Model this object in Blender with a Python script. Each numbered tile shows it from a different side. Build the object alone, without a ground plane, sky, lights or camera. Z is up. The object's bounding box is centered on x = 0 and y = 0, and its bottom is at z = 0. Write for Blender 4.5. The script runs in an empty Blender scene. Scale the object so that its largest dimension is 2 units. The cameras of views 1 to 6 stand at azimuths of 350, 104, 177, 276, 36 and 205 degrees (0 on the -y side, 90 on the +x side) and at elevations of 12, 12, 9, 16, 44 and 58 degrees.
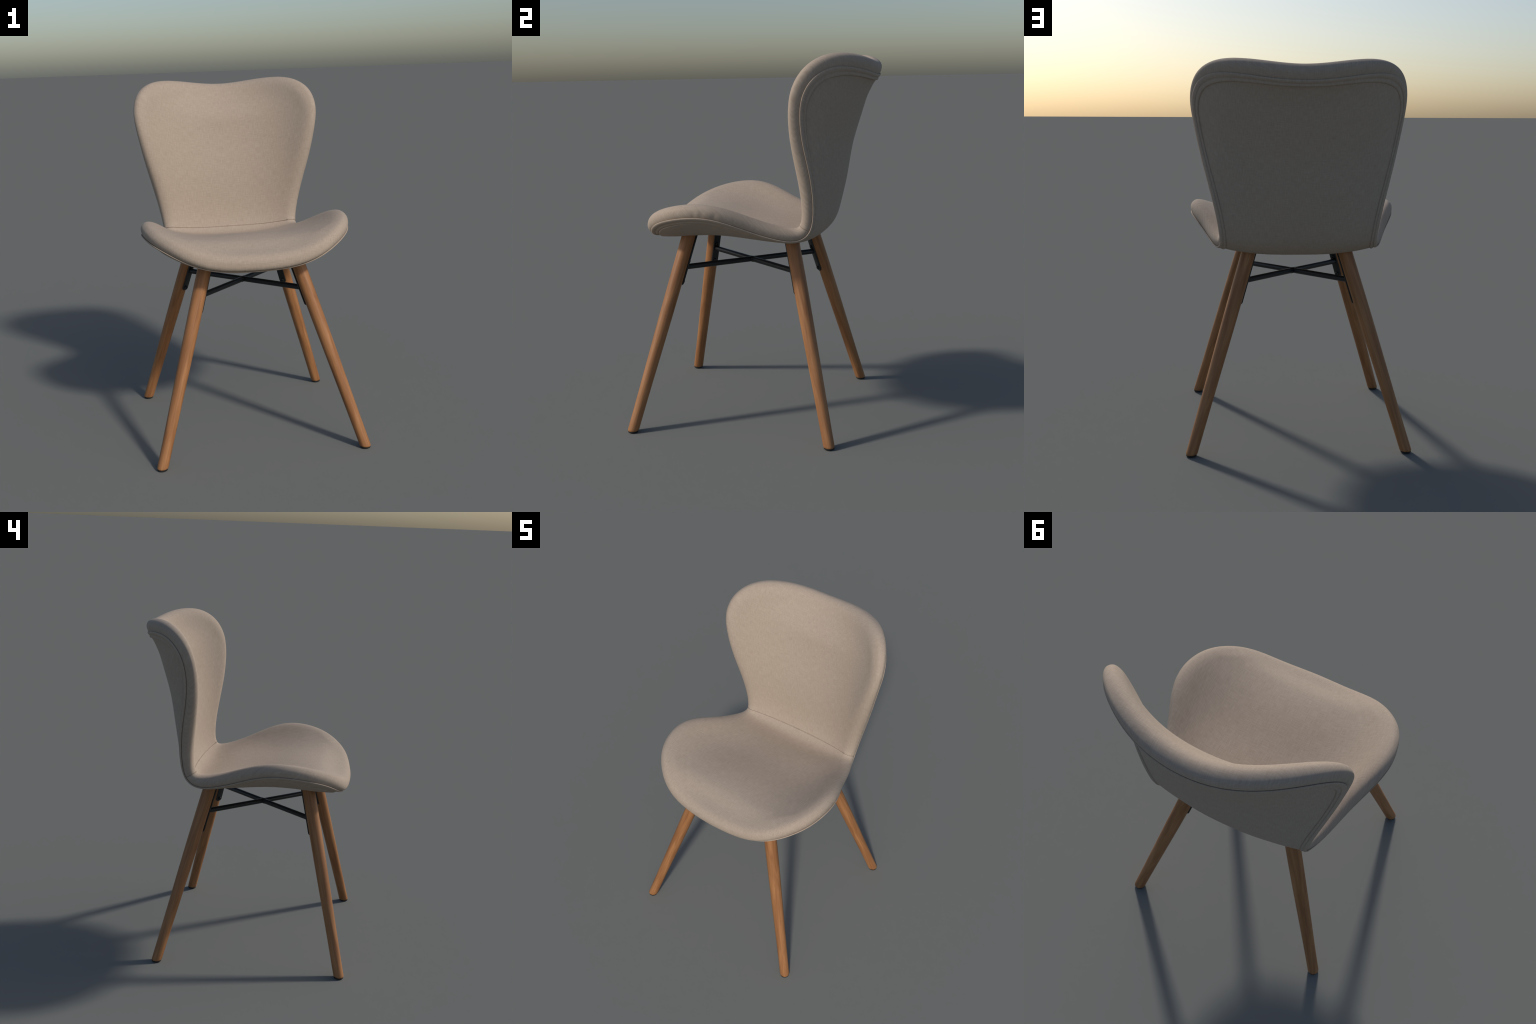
"""Upholstered shell chair on four splayed wooden legs with a black metal cross brace.
The shell is a bent sheet: a centre-line profile (y,z) swept across x, curling up/forward
towards the edges; an outline in sheet space (s = distance along the profile, x = across)
trims it; the cushion is the sheet thickened along its normal with a rounded, bulging rim."""
import bpy, bmesh, math
import numpy as np
from mathutils import Vector, Matrix

# ------------------------------------------------------------------ profile numbers
S_MAX = 2.0
CENTRE_LINE = [(-0.593, 1.024), (-0.441, 1.030), (-0.292, 1.038), (-0.140, 1.032), (0.014, 1.016), (0.155, 1.006), (0.280, 1.015), (0.377, 1.078), (0.434, 1.207), (0.470, 1.369), (0.508, 1.538), (0.557, 1.698), (0.606, 1.838), (0.679, 1.953)]      # (y, z) from seat front to top of back
CURL = [0.122, 0.082, 0.075, 0.078, 0.063, 0.057, 0.087, 0.123, 0.164, 0.168, 0.174]       # rise of the sheet at |x| = 0.45
OUTLINE = [(0.021, 0.000), (0.031, 0.185), (0.064, 0.360), (0.162, 0.488), (0.304, 0.552), (0.452, 0.549), (0.619, 0.487), (0.807, 0.433), (1.010, 0.393), (1.220, 0.406), (1.428, 0.460), (1.632, 0.517), (1.813, 0.490), (1.895, 0.273), (1.903, 0.000)]    # (s, x) half outline, front centre -> top centre
PAD = [0.092, 0.090, 0.090, 0.087, 0.077, 0.073, 0.077, 0.090, 0.078, 0.082, 0.124]        # cushion thickness along s
BULGE = [0.035, 0.036, 0.036, 0.039, 0.028, 0.027, 0.043, 0.061, 0.059]      # how far the rim swells past the seam, along the outline
HOLLOW = [(-0.021, -0.031), (-0.041, -0.012), (-0.019, 0.006), (-0.010, -0.006), (0.014, 0.007), (-0.006, 0.003), (-0.027, 0.002), (-0.066, -0.005), (-0.115, -0.026)]   # (centre, shoulder) thinning of the pad along s
CURL_POWER = [3.059, 2.051]
CREASE_S = 1.065
RIM = 0.058                                    # width of the rounded cushion rim
CORNERS = (3.0, 12.0)

# ------------------------------------------------------------------ maths helpers
def spline(xs, ys):
    xs = np.asarray(xs, float); ys = np.asarray(ys, float)
    if ys.ndim == 1: ys = ys[:, None]
    n = len(xs); h = np.diff(xs)
    A = np.zeros((n, n)); R = np.zeros_like(ys); A[0, 0] = A[-1, -1] = 1
    for i in range(1, n - 1):
        A[i, i-1] = h[i-1]; A[i, i] = 2*(h[i-1]+h[i]); A[i, i+1] = h[i]
        R[i] = 6*((ys[i+1]-ys[i])/h[i]-(ys[i]-ys[i-1])/h[i-1])
    M = np.linalg.solve(A, R)
    lo_s = (ys[1]-ys[0])/h[0]-h[0]*(2*M[0]+M[1])/6
    hi_s = (ys[-1]-ys[-2])/h[-1]+h[-1]*(M[-2]+2*M[-1])/6
    def f(x):
        x = np.asarray(x, float); sh = x.shape; x = x.ravel()
        i = np.clip(np.searchsorted(xs, x)-1, 0, n-2)
        a = np.clip((xs[i+1]-x)/h[i], 0, 1)[:, None]; b = 1-a; hh = h[i][:, None]
        v = a*ys[i]+b*ys[i+1]+((a**3-a)*M[i]+(b**3-b)*M[i+1])*hh**2/6
        v = v+np.minimum(x-xs[0], 0)[:, None]*lo_s+np.maximum(x-xs[-1], 0)[:, None]*hi_s
        return v.reshape(sh+(-1,))
    return f

def smooth(a, b, x):
    w = np.clip((np.asarray(x, float)-a)/(b-a), 0, 1); return w*w*(3-2*w)

f_centre = spline(np.linspace(0, S_MAX, len(CENTRE_LINE)), CENTRE_LINE)
f_curl = spline(np.linspace(0, S_MAX, len(CURL)), CURL)
f_hollow = spline(np.linspace(0, S_MAX, len(HOLLOW)), HOLLOW)
f_pad = spline(np.linspace(0, S_MAX, len(PAD)), PAD)
f_bulge = spline(np.linspace(0, len(OUTLINE)-1, len(BULGE)), BULGE)
unit = lambda v: v/np.linalg.norm(v, axis=-1, keepdims=True)

def sheet(S, X):
    c = f_centre(S); t = unit(f_centre(S+1e-3)-f_centre(S-1e-3))
    n = np.stack([-t[..., 1], t[..., 0]], -1)
    w = smooth(.75, 1.25, S); pw = CURL_POWER[0]*(1-w)+CURL_POWER[1]*w
    q = f_curl(S)[..., 0]*(np.sqrt((np.abs(X)/.45)**2+1e-4)**pw-1e-2**pw)
    yz = c+n*q[..., None]
    return np.stack([X, yz[..., 0], yz[..., 1]], -1)

def sheet_normal(S, X, e=2e-3):
    a = sheet(S+e, X)-sheet(S-e, X); b = sheet(S, X+e)-sheet(S, X-e)
    return unit(np.cross(b, a))

# ------------------------------------------------------------------ outline
def make_outline(m=400):
    o = np.array(OUTLINE, float); k = len(o)
    ext = np.vstack([o[2:0:-1]*[1, -1], o, o[-2:-4:-1]*[1, -1]])
    f = spline(np.arange(len(ext))-2.0, ext)
    u = np.linspace(0, k-1, 1600); fine = f(u)
    d = np.r_[0, np.cumsum(np.linalg.norm(np.diff(fine, axis=0), axis=1))]
    ui = np.interp(np.linspace(0, d[-1], m+1), d, u)
    out = f(ui); out[[0, -1], 1] = 0
    return out, ui
HALF, HALF_U = make_outline()
FULL = np.vstack([HALF, (HALF[1:-1]*[1, -1])[::-1]])          # closed loop
FULL_U = np.r_[HALF_U, HALF_U[1:-1][::-1]]
FULL_OUT = np.roll(FULL, -1, 0)-np.roll(FULL, 1, 0)
FULL_OUT = unit(np.stack([-FULL_OUT[:, 1], FULL_OUT[:, 0]], -1))

def columns(p, q):
    """outline points (s, x, outward s, outward x, parameter): front, top, left and right sides"""
    ix = np.arange(len(HALF_U)); dat = np.column_stack([HALF, FULL_OUT[:len(HALF)], HALF_U])
    at = lambda i: np.stack([np.interp(i, ix, dat[:, k]) for k in range(5)], -1)
    ia, ib = np.interp(CORNERS, HALF_U, ix); mir = np.array([1, -1, 1, -1, 1.])
    R = at(ia+(ib-ia)*p); L = R*mir
    h = np.abs(2*q-1); M = np.where((q < .5)[:, None], mir[None], np.ones((1, 5)))
    return at(ia*h)*M, at(ix[-1]-(ix[-1]-ib)*h)*M, L, R

def fill(F, T, L, R, p, q):
    """Coons patch through the four border curves"""
    P = p[:, None, None]; Q = q[None, :, None]
    G = (1-P)*F[None]+P*T[None]+(1-Q)*L[:, None]+Q*R[:, None] \
        - ((1-P)*(1-Q)*F[0]+(1-P)*Q*F[-1]+P*(1-Q)*T[0]+P*Q*T[-1])
    return G[..., 0], G[..., 1]

def inset(cols, d): return [c[:, :2]-c[:, 2:4]*d for c in cols]

# ------------------------------------------------------------------ cushion surface
PUCKERS = (4.45, 4.69, 5.06)        # outline parameters of small gathered tucks on one seat side
WIDEST, LOWER, UPPER = .42, 1.75, 2.2          # height of the rim's widest point; roundness below and above it

def pad_thickness(S, X):
    o = np.array(OUTLINE)[3:-2]; r = np.minimum(np.abs(X)/np.interp(S, o[:, 0], o[:, 1]), 1)
    D = f_hollow(S); ends = smooth(.03, .18, S)*(1-smooth(1.7, 1.87, S))
    return f_pad(S)[..., 0]-ends*(D[..., 0]*(1-r*r)**2+D[..., 1]*6.75*r*r*(1-r))

def panel_lift(S, X):
    ax = np.abs(X); b = smooth(1.3, 1.55, S)*(1-.6*smooth(1.74, 1.86, S))
    return -.012*np.exp(-((S-1.25)/.17)**2)*(1-smooth(.2, .42, ax))-.014*b*(1-smooth(.12, .36, ax)) \
        + .010*smooth(1.35, 1.5, S)*(1-smooth(1.7, 1.85, S))*np.exp(-((ax-.4)/.08)**2)

def rim_ring(c, tau, groove):
    """one ring of the cushion rim: tau 0 = seam at the rear, .4 = widest, 1 = front face"""
    H = f_pad(c[:, 0])[:, 0]; b = f_bulge(c[:, 4])[:, 0]; n0 = WIDEST*H
    if tau < .4:
        f = tau/.4*math.pi/2; full = LOWER+(2.4-LOWER)*(smooth(11.4, 12.6, c[:, 4])+1-smooth(1.2, 3., c[:, 4]))      # fuller over the top and front edges
        o = b*math.sin(f)**(2/full); n = n0*(1-math.cos(f)**(2/full))
    else:
        f = (tau-.4)/.6*math.pi/2; o = b-RIM*(1-math.cos(f)**(2/UPPER)); n = n0+(H-n0)*math.sin(f)**(2/UPPER)
    for k, u in enumerate(PUCKERS):
        near = np.exp(-((c[:, 4]-u)/(.05+.012*k))**2)*(c[:, 1] > 0)
        o = o-.0035*near*smooth(0, .08, tau)*(1-smooth(.14, .42, tau))
    g = groove*float(smooth(0, .15, tau)); n = n-g*float(smooth(.4, 1, tau)); o = o-g*(1-float(smooth(.6, 1, tau)))
    d = np.maximum(-o, 0); S = c[:, 0]-c[:, 2]*d; X = c[:, 1]-c[:, 3]*d
    B = sheet(S, X); out = unit(sheet(S+1e-3*c[:, 2], X+1e-3*c[:, 3])-B)
    return B+sheet_normal(S, X)*n[:, None]+out*np.maximum(o, 0)[:, None]

def rear(S, X, lift):
    return sheet(S, X)-sheet_normal(S, X)*np.asarray(lift)[..., None]

# ------------------------------------------------------------------ mesh helpers
def mesh_object(name, verts, faces, mat, parent, smooth_shade=True):
    me = bpy.data.meshes.new(name)
    me.from_pydata([tuple(map(float, v)) for v in verts], [], [tuple(map(int, f)) for f in faces])
    me.validate(); me.update()
    if smooth_shade: me.polygons.foreach_set("use_smooth", [True]*len(me.polygons))
    ob = bpy.data.objects.new(name, me); bpy.context.scene.collection.objects.link(ob)
    me.materials.append(mat); ob.parent = parent
    return ob

def grid_faces(nu, nv, r0=0, r1=None, closed=False, flip=False):
    r1 = nu-1 if r1 is None else r1; out = []
    for i in range(r0, r1):
        for j in range(nv if closed else nv-1):
            k = (j+1) % nv
            f = (i*nv+j, i*nv+k, (i+1)*nv+k, (i+1)*nv+j)
            out.append(f[::-1] if flip else f)
    return out

def compact(verts, faces, normals=None):
    f = np.array(faces); ids, inv = np.unique(f, return_inverse=True)
    return verts[ids], inv.reshape(f.shape), (None if normals is None else normals[ids])

def grid_normals(P):
    return unit(np.cross(np.gradient(P, axis=1), np.gradient(P, axis=0)))

def shade_by_angle(ob, deg=35):
    me = ob.data
    bm = bmesh.new(); bm.from_mesh(me)
    for e in bm.edges:
        e.smooth = not (len(e.link_faces) == 2 and e.calc_face_angle(0) > math.radians(deg))
    for f in bm.faces: f.smooth = True
    bm.to_mesh(me); bm.free()

# ------------------------------------------------------------------ materials
def new_mat(name):
    m = bpy.data.materials.new(name); m.use_nodes = True
    nt = m.node_tree; bsdf = nt.nodes["Principled BSDF"]
    return m, nt, bsdf

def fabric_material():
    m, nt, bsdf = new_mat("taupe_linen")
    N = nt.nodes.new; L = nt.links.new
    tc = N("ShaderNodeTexCoord"); sep = N("ShaderNodeSeparateXYZ"); L(tc.outputs["Object"], sep.inputs[0])
    add = N("ShaderNodeMath"); add.operation = "ADD"; L(sep.outputs["Y"], add.inputs[0]); L(sep.outputs["Z"], add.inputs[1])
    def thread(sx, sw, detail):
        a = N("ShaderNodeMath"); a.operation = "MULTIPLY"; L(sep.outputs["X"], a.inputs[0]); a.inputs[1].default_value = sx
        b = N("ShaderNodeMath"); b.operation = "MULTIPLY"; L(add.outputs[0], b.inputs[0]); b.inputs[1].default_value = sw
        c = N("ShaderNodeCombineXYZ"); L(a.outputs[0], c.inputs[0]); L(b.outputs[0], c.inputs[1])
        n = N("ShaderNodeTexNoise"); n.inputs["Scale"].default_value = 1; n.inputs["Detail"].default_value = detail
        L(c.outputs[0], n.inputs["Vector"]); return n.outputs["Fac"]
    warp = thread(300, 22, 2); weft = thread(22, 300, 2)
    grain = N("ShaderNodeTexNoise"); grain.inputs["Scale"].default_value = 260; grain.inputs["Detail"].default_value = 2
    L(tc.outputs["Object"], grain.inputs["Vector"])
    cloud = N("ShaderNodeTexNoise"); cloud.inputs["Scale"].default_value = 14; cloud.inputs["Detail"].default_value = 3
    L(tc.outputs["Object"], cloud.inputs["Vector"])
    def mul(x, k):
        n = N("ShaderNodeMath"); n.operation = "MULTIPLY"; L(x, n.inputs[0]); n.inputs[1].default_value = k; return n.outputs[0]
    def plus(x, y):
        n = N("ShaderNodeMath"); n.operation = "ADD"; L(x, n.inputs[0]); L(y, n.inputs[1]); return n.outputs[0]
    mix = plus(plus(mul(warp, .40), mul(weft, .40)), plus(mul(grain.outputs["Fac"], .17), mul(cloud.outputs["Fac"], .03)))
    ramp = N("ShaderNodeValToRGB"); L(mix, ramp.inputs[0])
    e = ramp.color_ramp.elements
    e[0].position = .34; e[0].color = FABRIC_DARK; e[1].position = .66; e[1].color = FABRIC_LIGHT
    L(ramp.outputs[0], bsdf.inputs["Base Color"])
    bsdf.inputs["Roughness"].default_value = .95
    bsdf.inputs["Specular IOR Level"].default_value = .15
    bsdf.inputs["Sheen Weight"].default_value = .05; bsdf.inputs["Sheen Roughness"].default_value = .5
    bump = N("ShaderNodeBump"); bump.inputs["Strength"].default_value = .12; bump.inputs["Distance"].default_value = .002
    L(mix, bump.inputs["Height"]); L(bump.outputs[0], bsdf.inputs["Normal"])
    return m

def wood_material():
    m, nt, bsdf = new_mat("oiled_beech")
    N = nt.nodes.new; L = nt.links.new
    tc = N("ShaderNodeTexCoord"); oi = N("ShaderNodeObjectInfo")
    off = N("ShaderNodeVectorMath"); off.operation = "ADD"; L(tc.outputs["Object"], off.inputs[0])
    sc = N("ShaderNodeMath"); sc.operation = "MULTIPLY"; L(oi.outputs["Random"], sc.inputs[0]); sc.inputs[1].default_value = 7
    L(sc.outputs[0], off.inputs[1])
    def tex(scale, detail, distort=0):
        mp = N("ShaderNodeMapping"); mp.inputs["Scale"].default_value = scale; L(off.outputs[0], mp.inputs[0])
        n = N("ShaderNodeTexNoise"); n.inputs["Scale"].default_value = 1; n.inputs["Detail"].default_value = detail
        n.inputs["Distortion"].default_value = distort; L(mp.outputs[0], n.inputs["Vector"]); return n.outputs["Fac"]
    broad = tex((24, 24, 2.6), 4, 1.3); fine = tex((170, 170, 6), 3)
    ramp = N("ShaderNodeValToRGB"); L(broad, ramp.inputs[0]); e = ramp.color_ramp.elements
    e[0].position = .32; e[0].color = WOOD_DARK; e[1].position = .68; e[1].color = WOOD_LIGHT
    ramp2 = N("ShaderNodeValToRGB"); L(fine, ramp2.inputs[0]); e = ramp2.color_ramp.elements
    e[0].position = .3; e[0].color = (.76, .73, .68, 1); e[1].position = .62; e[1].color = (1.03, 1.03, 1.03, 1)
    mx = N("ShaderNodeMix"); mx.data_type = "RGBA"; mx.blend_type = "MULTIPLY"; mx.inputs["Factor"].default_value = .8
    L(ramp.outputs[0], mx.inputs["A"]); L(ramp2.outputs[0], mx.inputs["B"])
    L(mx.outputs["Result"], bsdf.inputs["Base Color"])
    bsdf.inputs["Roughness"].default_value = .5
    bsdf.inputs["Specular IOR Level"].default_value = .4
    return m

def metal_material(name, col, rough):
    m, nt, bsdf = new_mat(name)
    n = nt.nodes.new("ShaderNodeTexNoise"); n.inputs["Scale"].default_value = 180
    tc = nt.nodes.new("ShaderNodeTexCoord"); nt.links.new(tc.outputs["Object"], n.inputs["Vector"])
    mr = nt.nodes.new("ShaderNodeMapRange"); mr.inputs["To Min"].default_value = rough-.06; mr.inputs["To Max"].default_value = rough+.06
    nt.links.new(n.outputs["Fac"], mr.inputs["Value"]); nt.links.new(mr.outputs[0], bsdf.inputs["Roughness"])
    bsdf.inputs["Base Color"].default_value = col
    return m

FABRIC_DARK = (.340, .271, .213, 1); FABRIC_LIGHT = (.450, .366, .293, 1)
WOOD_DARK = (.275, .115, .042, 1); WOOD_LIGHT = (.41, .193, .078, 1)
fabric = fabric_material(); wood = wood_material()
black = metal_material("black_powder_coat", (.008, .009, .011, 1), .42)
rubber = metal_material("black_rubber", (.012, .012, .012, 1), .7)

chair = bpy.data.objects.new("upholstered_chair", None)
bpy.context.scene.collection.objects.link(chair)
chair["label"] = "taupe fabric shell chair with splayed wooden legs and black cross brace"
chair["category"] = "chair"

# ------------------------------------------------------------------ seat and backrest cushions
TAUS = [0, .02, .05, .09, .13, .17, .21, .25, .29, .33, .37, .41, .45, .49, .53, .58, .63, .68, .73, .78, .83, .87, .91, .95]
RELAX = 40
def build_cushions():
    q = np.linspace(0, 1, 120); p = np.linspace(0, 1, 200)
    R = columns(p, q)[3]
    pc = np.interp(CREASE_S, R[:, 0], p); span = np.interp(pc+.01, p, R[:, 0])-np.interp(pc-.01, p, R[:, 0])
    tight = pc+np.array([-12, -9, -7, -5.2, -4, -3, -2.2, -1.5, -.8, 0, .8, 1.5, 2.2, 3, 4, 5.2, 7, 9, 12])*.0012
    p = np.sort(np.r_[p[np.abs(p-pc) > .017], tight]); kc = int(np.argmin(np.abs(p-pc)))
    nu, nv = len(p), len(q)
    off = (p-pc)*span/.02                                    # distance from the stitched crease
    groove = np.exp(-(off/.0032)**2)*.005+np.exp(-(off/.02)**2)*.0012
    cols = columns(p, q)
    F, T, L, R = [c[:, :2]-c[:, 2:4]*np.maximum(RIM-f_bulge(c[:, 4]), 0) for c in cols]
    S, X = fill(F, T, L, R, p, q)
    S = S+(R[kc, 0]-S[kc])[None]*(1-smooth(.05, .24, np.abs(p-pc)))[:, None]
    inner = sheet(S, X)+sheet_normal(S, X)*(pad_thickness(S, X)-groove[:, None])[..., None]
    # closed loop of border columns: front (left to right), right side up, top (right to left), left side down
    idx = np.arange(nu*nv).reshape(nu, nv)
    order = np.r_[idx[0, :], idx[1:, -1], idx[-1, -2::-1], idx[-2:0:-1, 0]]
    loop = np.vstack([cols[0], cols[3][1:], cols[1][-2::-1], cols[2][-2:0:-1]])
    zero = np.zeros(nv)
    gl = np.r_[zero, groove[1:-1], 0, zero[1:], groove[-2:0:-1]]
    rows = np.r_[np.zeros(nv), np.arange(1, nu), np.full(nv-1, nu-1), np.arange(nu-2, 0, -1)]
    rings = [rim_ring(loop, t, gl) for t in TAUS]; m = len(loop)
    V = np.vstack([inner.reshape(-1, 3)]+rings[::-1])
    ids = [order]+[nu*nv+k*m+np.arange(m) for k in range(len(rings))]
    faces = []; fr = []
    for f in grid_faces(nu, nv): faces.append(f); fr.append(min(f[0], f[2])//nv)
    for a, b in zip(ids[:-1], ids[1:]):
        for j in range(m):
            k = (j+1) % m
            faces.append((b[j], b[k], a[k], a[j])); fr.append(min(rows[j], rows[k]))
    faces = np.array(faces); fr = np.array(fr)
    # relax the blend between rim and face (not the crease, not the outer roll)
    row_off = np.r_[np.repeat(np.abs(off), nv), np.tile(np.abs(off[rows.astype(int)]), len(rings))]
    tau_v = np.r_[np.ones(nu*nv), np.repeat(TAUS[::-1], m)]
    weight = smooth(.55, .85, tau_v)*smooth(.012, .05, row_off)
    e = np.unique(np.sort(np.vstack([faces[:, [0, 1]], faces[:, [1, 2]], faces[:, [2, 3]], faces[:, [3, 0]]]), axis=1), axis=0)
    count = np.bincount(e.ravel(), minlength=len(V))[:, None]
    for _ in range(RELAX):
        acc = np.zeros_like(V); np.add.at(acc, e[:, 0], V[e[:, 1]]); np.add.at(acc, e[:, 1], V[e[:, 0]])
        V = V+.5*weight[:, None]*(acc/count-V)
    # whole-body vertex normals so that the split shows no shading seam
    n = np.zeros_like(V); a, b, c, d = (V[faces[:, i]] for i in range(4)); fn = np.cross(c-a, d-b)
    for i in range(4): np.add.at(n, faces[:, i], fn)
    n = unit(n)
    for name, sel in (("seat_cushion", fr < kc), ("backrest_cushion", fr >= kc)):
        v, f, nn = compact(V, faces[sel], n)
        ob = mesh_object(name, v, f, fabric, chair)
        ob.data.normals_split_custom_set_from_vertices([tuple(k) for k in nn])
build_cushions()

# ------------------------------------------------------------------ rear: piping, hem band, panel
def seat_front(S): return 1-smooth(.1, .5, S)
def hem_width(S): return 1-.42*smooth(.85, 1.1, S)*(1-smooth(1.6, 1.84, S))      # slimmer down the back's sides
def ring(d, lift):
    k = np.where(d > 0, hem_width(FULL[:, 0]), 1.0)*d
    S = FULL[:, 0]-FULL_OUT[:, 0]*k; X = FULL[:, 1]-FULL_OUT[:, 1]*k
    return rear(S, X, np.full(len(S), lift))

def build_rear():
    n = len(FULL)
    # thin flat piping lip standing out at the seam
    sec = [(.006, .001), (.0, .000), (-.0085, .0002), (-.0105, .0025), (-.0095, .0055), (-.002, .0078), (.004, .0076), (.009, .006)]
    P = np.stack([ring(d, l) for d, l in sec])
    mesh_object("piping", P.reshape(-1, 3), grid_faces(len(sec), n, closed=True), fabric, chair)
    # folded hem between the piping and the panel: valley, then a soft ridge, then a groove
    sec = [(.004, .0045), (.008, .0052), (.012, .0044), (.016, .005), (.019, .0066), (.022, .0078), (.026, .0078), (.029, .0066), (.031, .004), (.033, -.003), (.034, -.02)]
    P = np.stack([ring(d, l) for d, l in sec])
    mesh_object("hem_band", P.reshape(-1, 3), grid_faces(len(sec), n, closed=True), fabric, chair)
    # rear panel
    nu, nv = 150, 100; p = np.linspace(0, 1, nu); q = np.linspace(0, 1, nv)
    p = .5+.5*np.sign(p-.5)*(1-(1-np.abs(2*p-1))**1.4); q = .5+.5*np.sign(q-.5)*(1-(1-np.abs(2*q-1))**1.4)
    S, X = fill(*[c[:, :2]-c[:, 2:4]*(.0295*hem_width(c[:, 0]))[:, None] for c in columns(p, q)], p, q)
    edge = np.minimum(np.minimum(p, 1-p)[:, None]*1.8, np.minimum(q, 1-q)[None]*.9)
    round_ = np.sqrt(np.maximum(0, 1-(1-np.clip(edge/.012, 0, 1))**2))
    lift = -.001+(.003+.011*seat_front(S))*round_+panel_lift(S, X)*smooth(-.03, .05, edge)
    P = rear(S, X, lift)
    mesh_object("rear_panel", P.reshape(-1, 3), grid_faces(nu, nv, flip=True), fabric, chair)
build_rear()

# ------------------------------------------------------------------ legs
def axis_frame(z, toward):
    z = Vector(z).normalized(); x = Vector(toward)-z*z.dot(Vector(toward)); x.normalize()
    y = z.cross(x); return Matrix((x, y, z)).transposed()

BRACE = Vector((0, -.078, .866))
LEGS = [((.555, -.6185, .01), (.304, -.4145, .85)), ((-.555, -.6185, .01), (-.304, -.4145, .85)),
        ((.554, .463, .01), (.3045, .2566, .85)), ((-.554, .463, .01), (-.3045, .2566, .85))]
R_TOP, R_FOOT, PAD_Z = .0372, .0295, .007

def build_leg(foot, upper):
    foot = Vector(foot); upper = Vector(upper); ax = (upper-foot).normalized()
    base = foot+ax*((PAD_Z-foot.z)/ax.z); top = foot+ax*(((1.085 if foot.y < 0 else 1.045)-foot.z)/ax.z)
    length = (top-base).length
    M = axis_frame(ax, BRACE-base).to_4x4(); M.translation = base; Mi = M.inverted()
    up_l = Mi.to_3x3() @ Vector((0, 0, 1))
    seg = 40; rows = []
    prof = [(.0, .80), (.0012, .90), (.004, .975), (.009, 1.0)]+[(t, 1.0) for t in np.linspace(.04, 1, 24)]
    for k, (t, sc) in enumerate(prof):
        r = (R_FOOT+(R_TOP-R_FOOT)*smooth(0, .8, t))*sc
        for j in range(seg):
            a = 2*math.pi*j/seg; v = Vector((r*math.cos(a), r*math.sin(a), 0))
            shear = max(0, 1-t/.06)                       # sole is cut parallel to the floor
            v.z = t*length-shear*(v.x*up_l.x+v.y*up_l.y)/up_l.z
            rows.append(v)
    n = len(prof); faces = grid_faces(n, seg, closed=True)
    faces_all = [tuple(f) for f in faces]+[tuple(range(seg))[::-1], tuple((n-1)*seg+j for j in range(seg))]
    me = bpy.data.meshes.new("leg"); me.from_pydata(rows, [], faces_all); me.update()
    leg = bpy.data.objects.new("leg", me); bpy.context.scene.collection.objects.link(leg)
    me.materials.append(wood); leg.parent = chair; leg.matrix_world = M; shade_by_angle(leg, 50)
    # glide under the foot
    secs = [(R_FOOT*.6, 0), (R_FOOT*.86, 0), (R_FOOT*.92, .0015), (R_FOOT*.92, PAD_Z+.0005)]
    vs = []
    for r, z in secs:
        for j in range(32):
            a = 2*math.pi*j/32; vs.append(Vector((base.x+r*math.cos(a), base.y+r*math.sin(a), z)))
    ff = [tuple(f) for f in grid_faces(4, 32, closed=True)]+[tuple(range(32))[::-1]]
    g = bpy.data.meshes.new("foot_glide"); g.from_pydata([Mi @ v for v in vs], [], ff); g.update()
    go = bpy.data.objects.new("foot_glide", g); bpy.context.scene.collection.objects.link(go)
    g.materials.append(rubber); go.parent = leg; shade_by_angle(go, 40)
    return M, length, leg

def prism(outline2d, thick, bevel, name, mat, parent):
    """plate: outline in local (y,z), thickness along x from 0"""
    bm = bmesh.new()
    vs = [bm.verts.new((0, a, b)) for a, b in outline2d]; f = bm.faces.new(vs)
    ext = bmesh.ops.extrude_face_region(bm, geom=[f])
    bmesh.ops.translate(bm, vec=(thick, 0, 0), verts=[e for e in ext["geom"] if isinstance(e, bmesh.types.BMVert)])
    bmesh.ops.recalc_face_normals(bm, faces=bm.faces)
    eds = [e for e in bm.edges if len(e.link_faces) == 2 and e.calc_face_angle(0) > 1.0]
    bmesh.ops.bevel(bm, geom=eds, offset=bevel, segments=2, affect="EDGES", profile=.5)
    me = bpy.data.meshes.new(name); bm.to_mesh(me); bm.free()
    ob = bpy.data.objects.new(name, me); bpy.context.scene.collection.objects.link(ob)
    me.materials.append(mat); ob.parent = parent; shade_by_angle(ob, 40)
    return ob

PLATE_T, PLATE_W = .008, .021
BAR_R = .0150
bolt_mesh = None
def build_bolt(parent, loc):
    global bolt_mesh
    if bolt_mesh is None:
        prof = [(.0, .0095), (.0, .0), ]
        rows = []; secs = [(.0105, 0), (.0105, .004), (.009, .0066), (.0055, .0078), (.0048, .0078), (.0046, .0048)]
        for r, h in secs:
            for j in range(24):
                a = 2*math.pi*j/24; rows.append((h, r*math.cos(a), r*math.sin(a)))
        ff = [tuple(f) for f in grid_faces(len(secs), 24, closed=True)]+[tuple((len(secs)-1)*24+j for j in range(24))]
        bolt_mesh = bpy.data.meshes.new("bolt"); bolt_mesh.from_pydata(rows, [], ff); bolt_mesh.update(); bolt_mesh.materials.append(black)
    ob = bpy.data.objects.new("bolt", bolt_mesh); bpy.context.scene.collection.objects.link(ob)
    ob.parent = parent; ob.location = loc
    return ob

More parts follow.
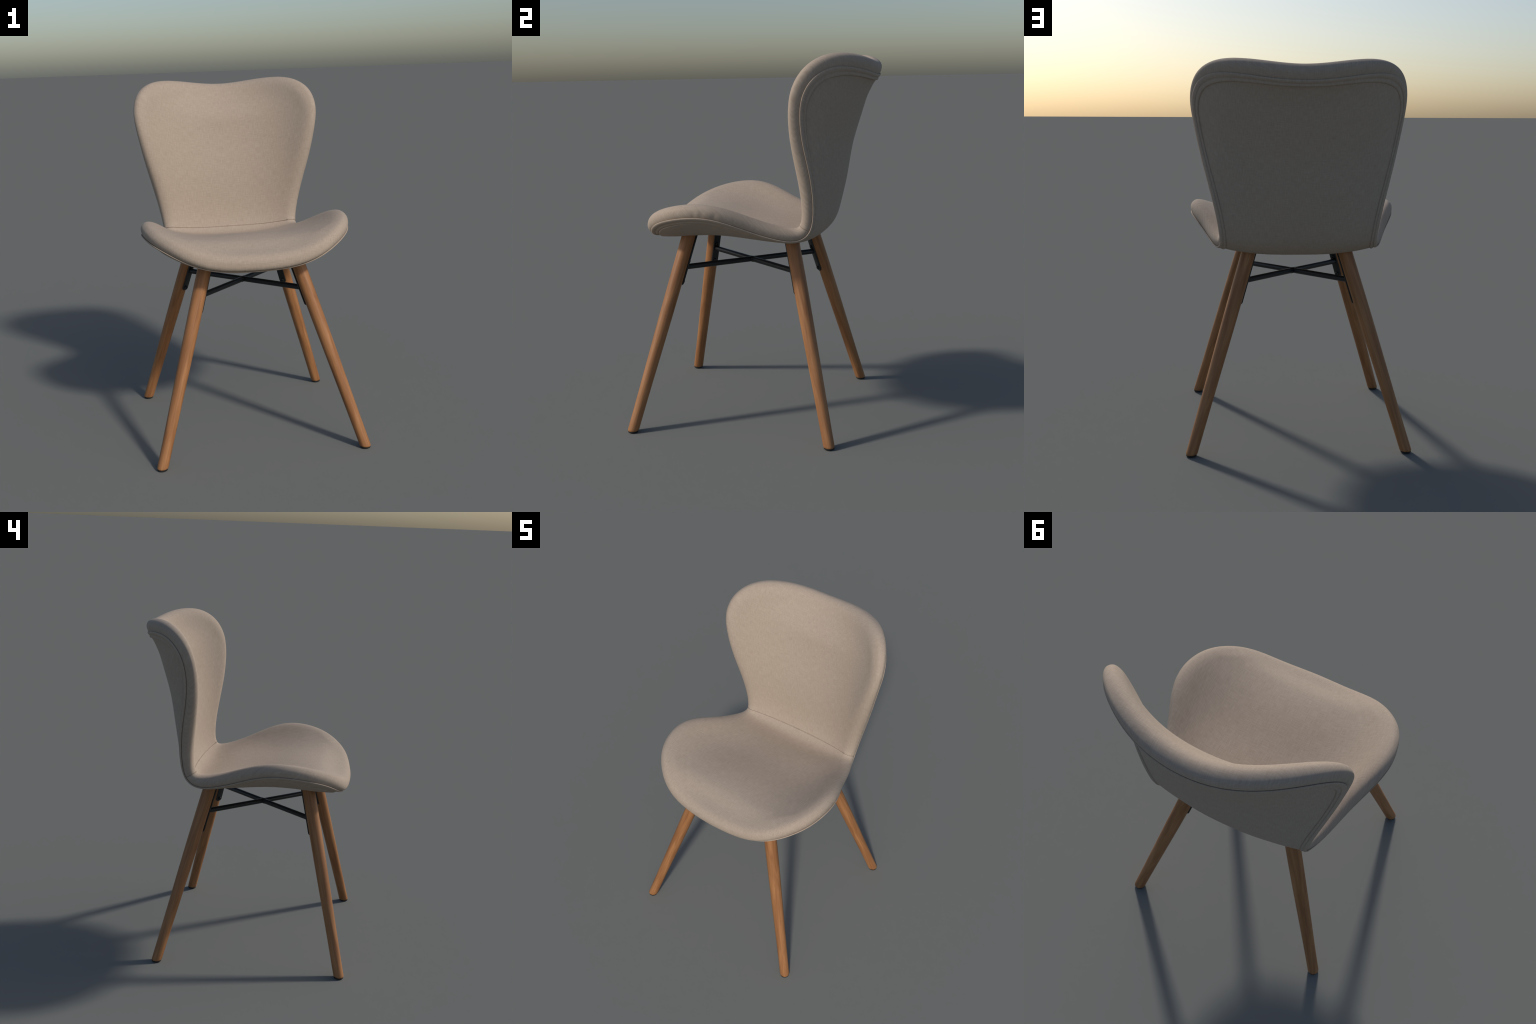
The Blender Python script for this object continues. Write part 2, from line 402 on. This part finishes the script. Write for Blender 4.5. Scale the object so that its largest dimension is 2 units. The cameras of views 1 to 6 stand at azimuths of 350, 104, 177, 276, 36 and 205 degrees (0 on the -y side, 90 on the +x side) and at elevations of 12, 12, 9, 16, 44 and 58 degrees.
def r_at(t): return R_FOOT+(R_TOP-R_FOOT)*float(smooth(0, .8, t))
ends = []
for k, (foot, upper) in enumerate(LEGS):
    M, length, leg = build_leg(foot, upper)
    # flat strap along the inner face of the leg, local +x looks at the brace centre
    base = M.translation; ax = M.to_3x3() @ Vector((0, 0, 1))
    zc = lambda z: (z-base.z)/ax.z
    z0 = zc(.785 if k < 2 else .758); z1 = zc(1.075 if k < 2 else 1.035)
    arc = [(PLATE_W*math.cos(a), z0+PLATE_W*.8-PLATE_W*.8*math.sin(a)) for a in np.linspace(0, math.pi, 13)]
    outline = [(PLATE_W, z1)]+arc+[(-PLATE_W, z1)]
    plate = prism(outline, PLATE_T, .0015, "bracket_plate", black, chair)
    plate.matrix_world = M @ Matrix.Translation((r_at(.8)-.003, 0, 0))
    build_bolt(plate, (PLATE_T-.0003, 0, z0+.022))
    build_bolt(plate, (PLATE_T-.0003, 0, zc(.912)))
    ends.append(M @ Vector((r_at(.8)-.003+PLATE_T*.5, 0, zc(.882))))

# ------------------------------------------------------------------ crossing bars
def build_bar(a, b, name="cross_bar"):
    a = Vector(a); b = Vector(b); M = axis_frame(b-a, (0, 0, 1)).to_4x4(); M.translation = a; ln = (b-a).length
    rows = []; secs = [(0, .0), (0, 1.0), (1, 1.0), (1, .0)]
    zs = [(0, BAR_R)]+[(t, BAR_R) for t in np.linspace(.02, .98, 8)]+[(1, BAR_R)]
    for t, r in zs:
        for j in range(28):
            an = 2*math.pi*j/28; rows.append((r*math.cos(an), r*math.sin(an), t*ln))
    n = len(zs); ff = [tuple(f) for f in grid_faces(n, 28, closed=True)]+[tuple(range(28))[::-1], tuple((n-1)*28+j for j in range(28))]
    me = bpy.data.meshes.new(name); me.from_pydata(rows, [], ff); me.update(); me.materials.append(black)
    ob = bpy.data.objects.new(name, me); bpy.context.scene.collection.objects.link(ob)
    ob.parent = chair; ob.matrix_world = M; shade_by_angle(ob, 40)
    return ob
fr, fl, rr, rl = ends
build_bar(fl, rr)
mid = (fl+rr)/2
mid = fl+(rr-fl)*((0-fl.x)/(rr.x-fl.x)); dirn = (rl-fr).normalized()
build_bar(fr, mid-dirn*.010); build_bar(mid+dirn*.010, rl)
# weld collar where the bars meet
def build_collar(c, d):
    M = axis_frame(d, (0, 0, 1)).to_4x4(); M.translation = c
    rows = []; secs = [(-.019, .0152), (-.017, .0168), (.017, .0168), (.019, .0152)]
    for z, r in secs:
        for j in range(28):
            an = 2*math.pi*j/28; rows.append((r*math.cos(an), r*math.sin(an), z))
    me = bpy.data.meshes.new("weld_collar"); me.from_pydata(rows, [], [tuple(f) for f in grid_faces(4, 28, closed=True)]); me.update(); me.materials.append(black)
    ob = bpy.data.objects.new("weld_collar", me); bpy.context.scene.collection.objects.link(ob); ob.parent = chair; ob.matrix_world = M
    shade_by_angle(ob, 60)
build_collar(mid, (rr-fl).normalized())
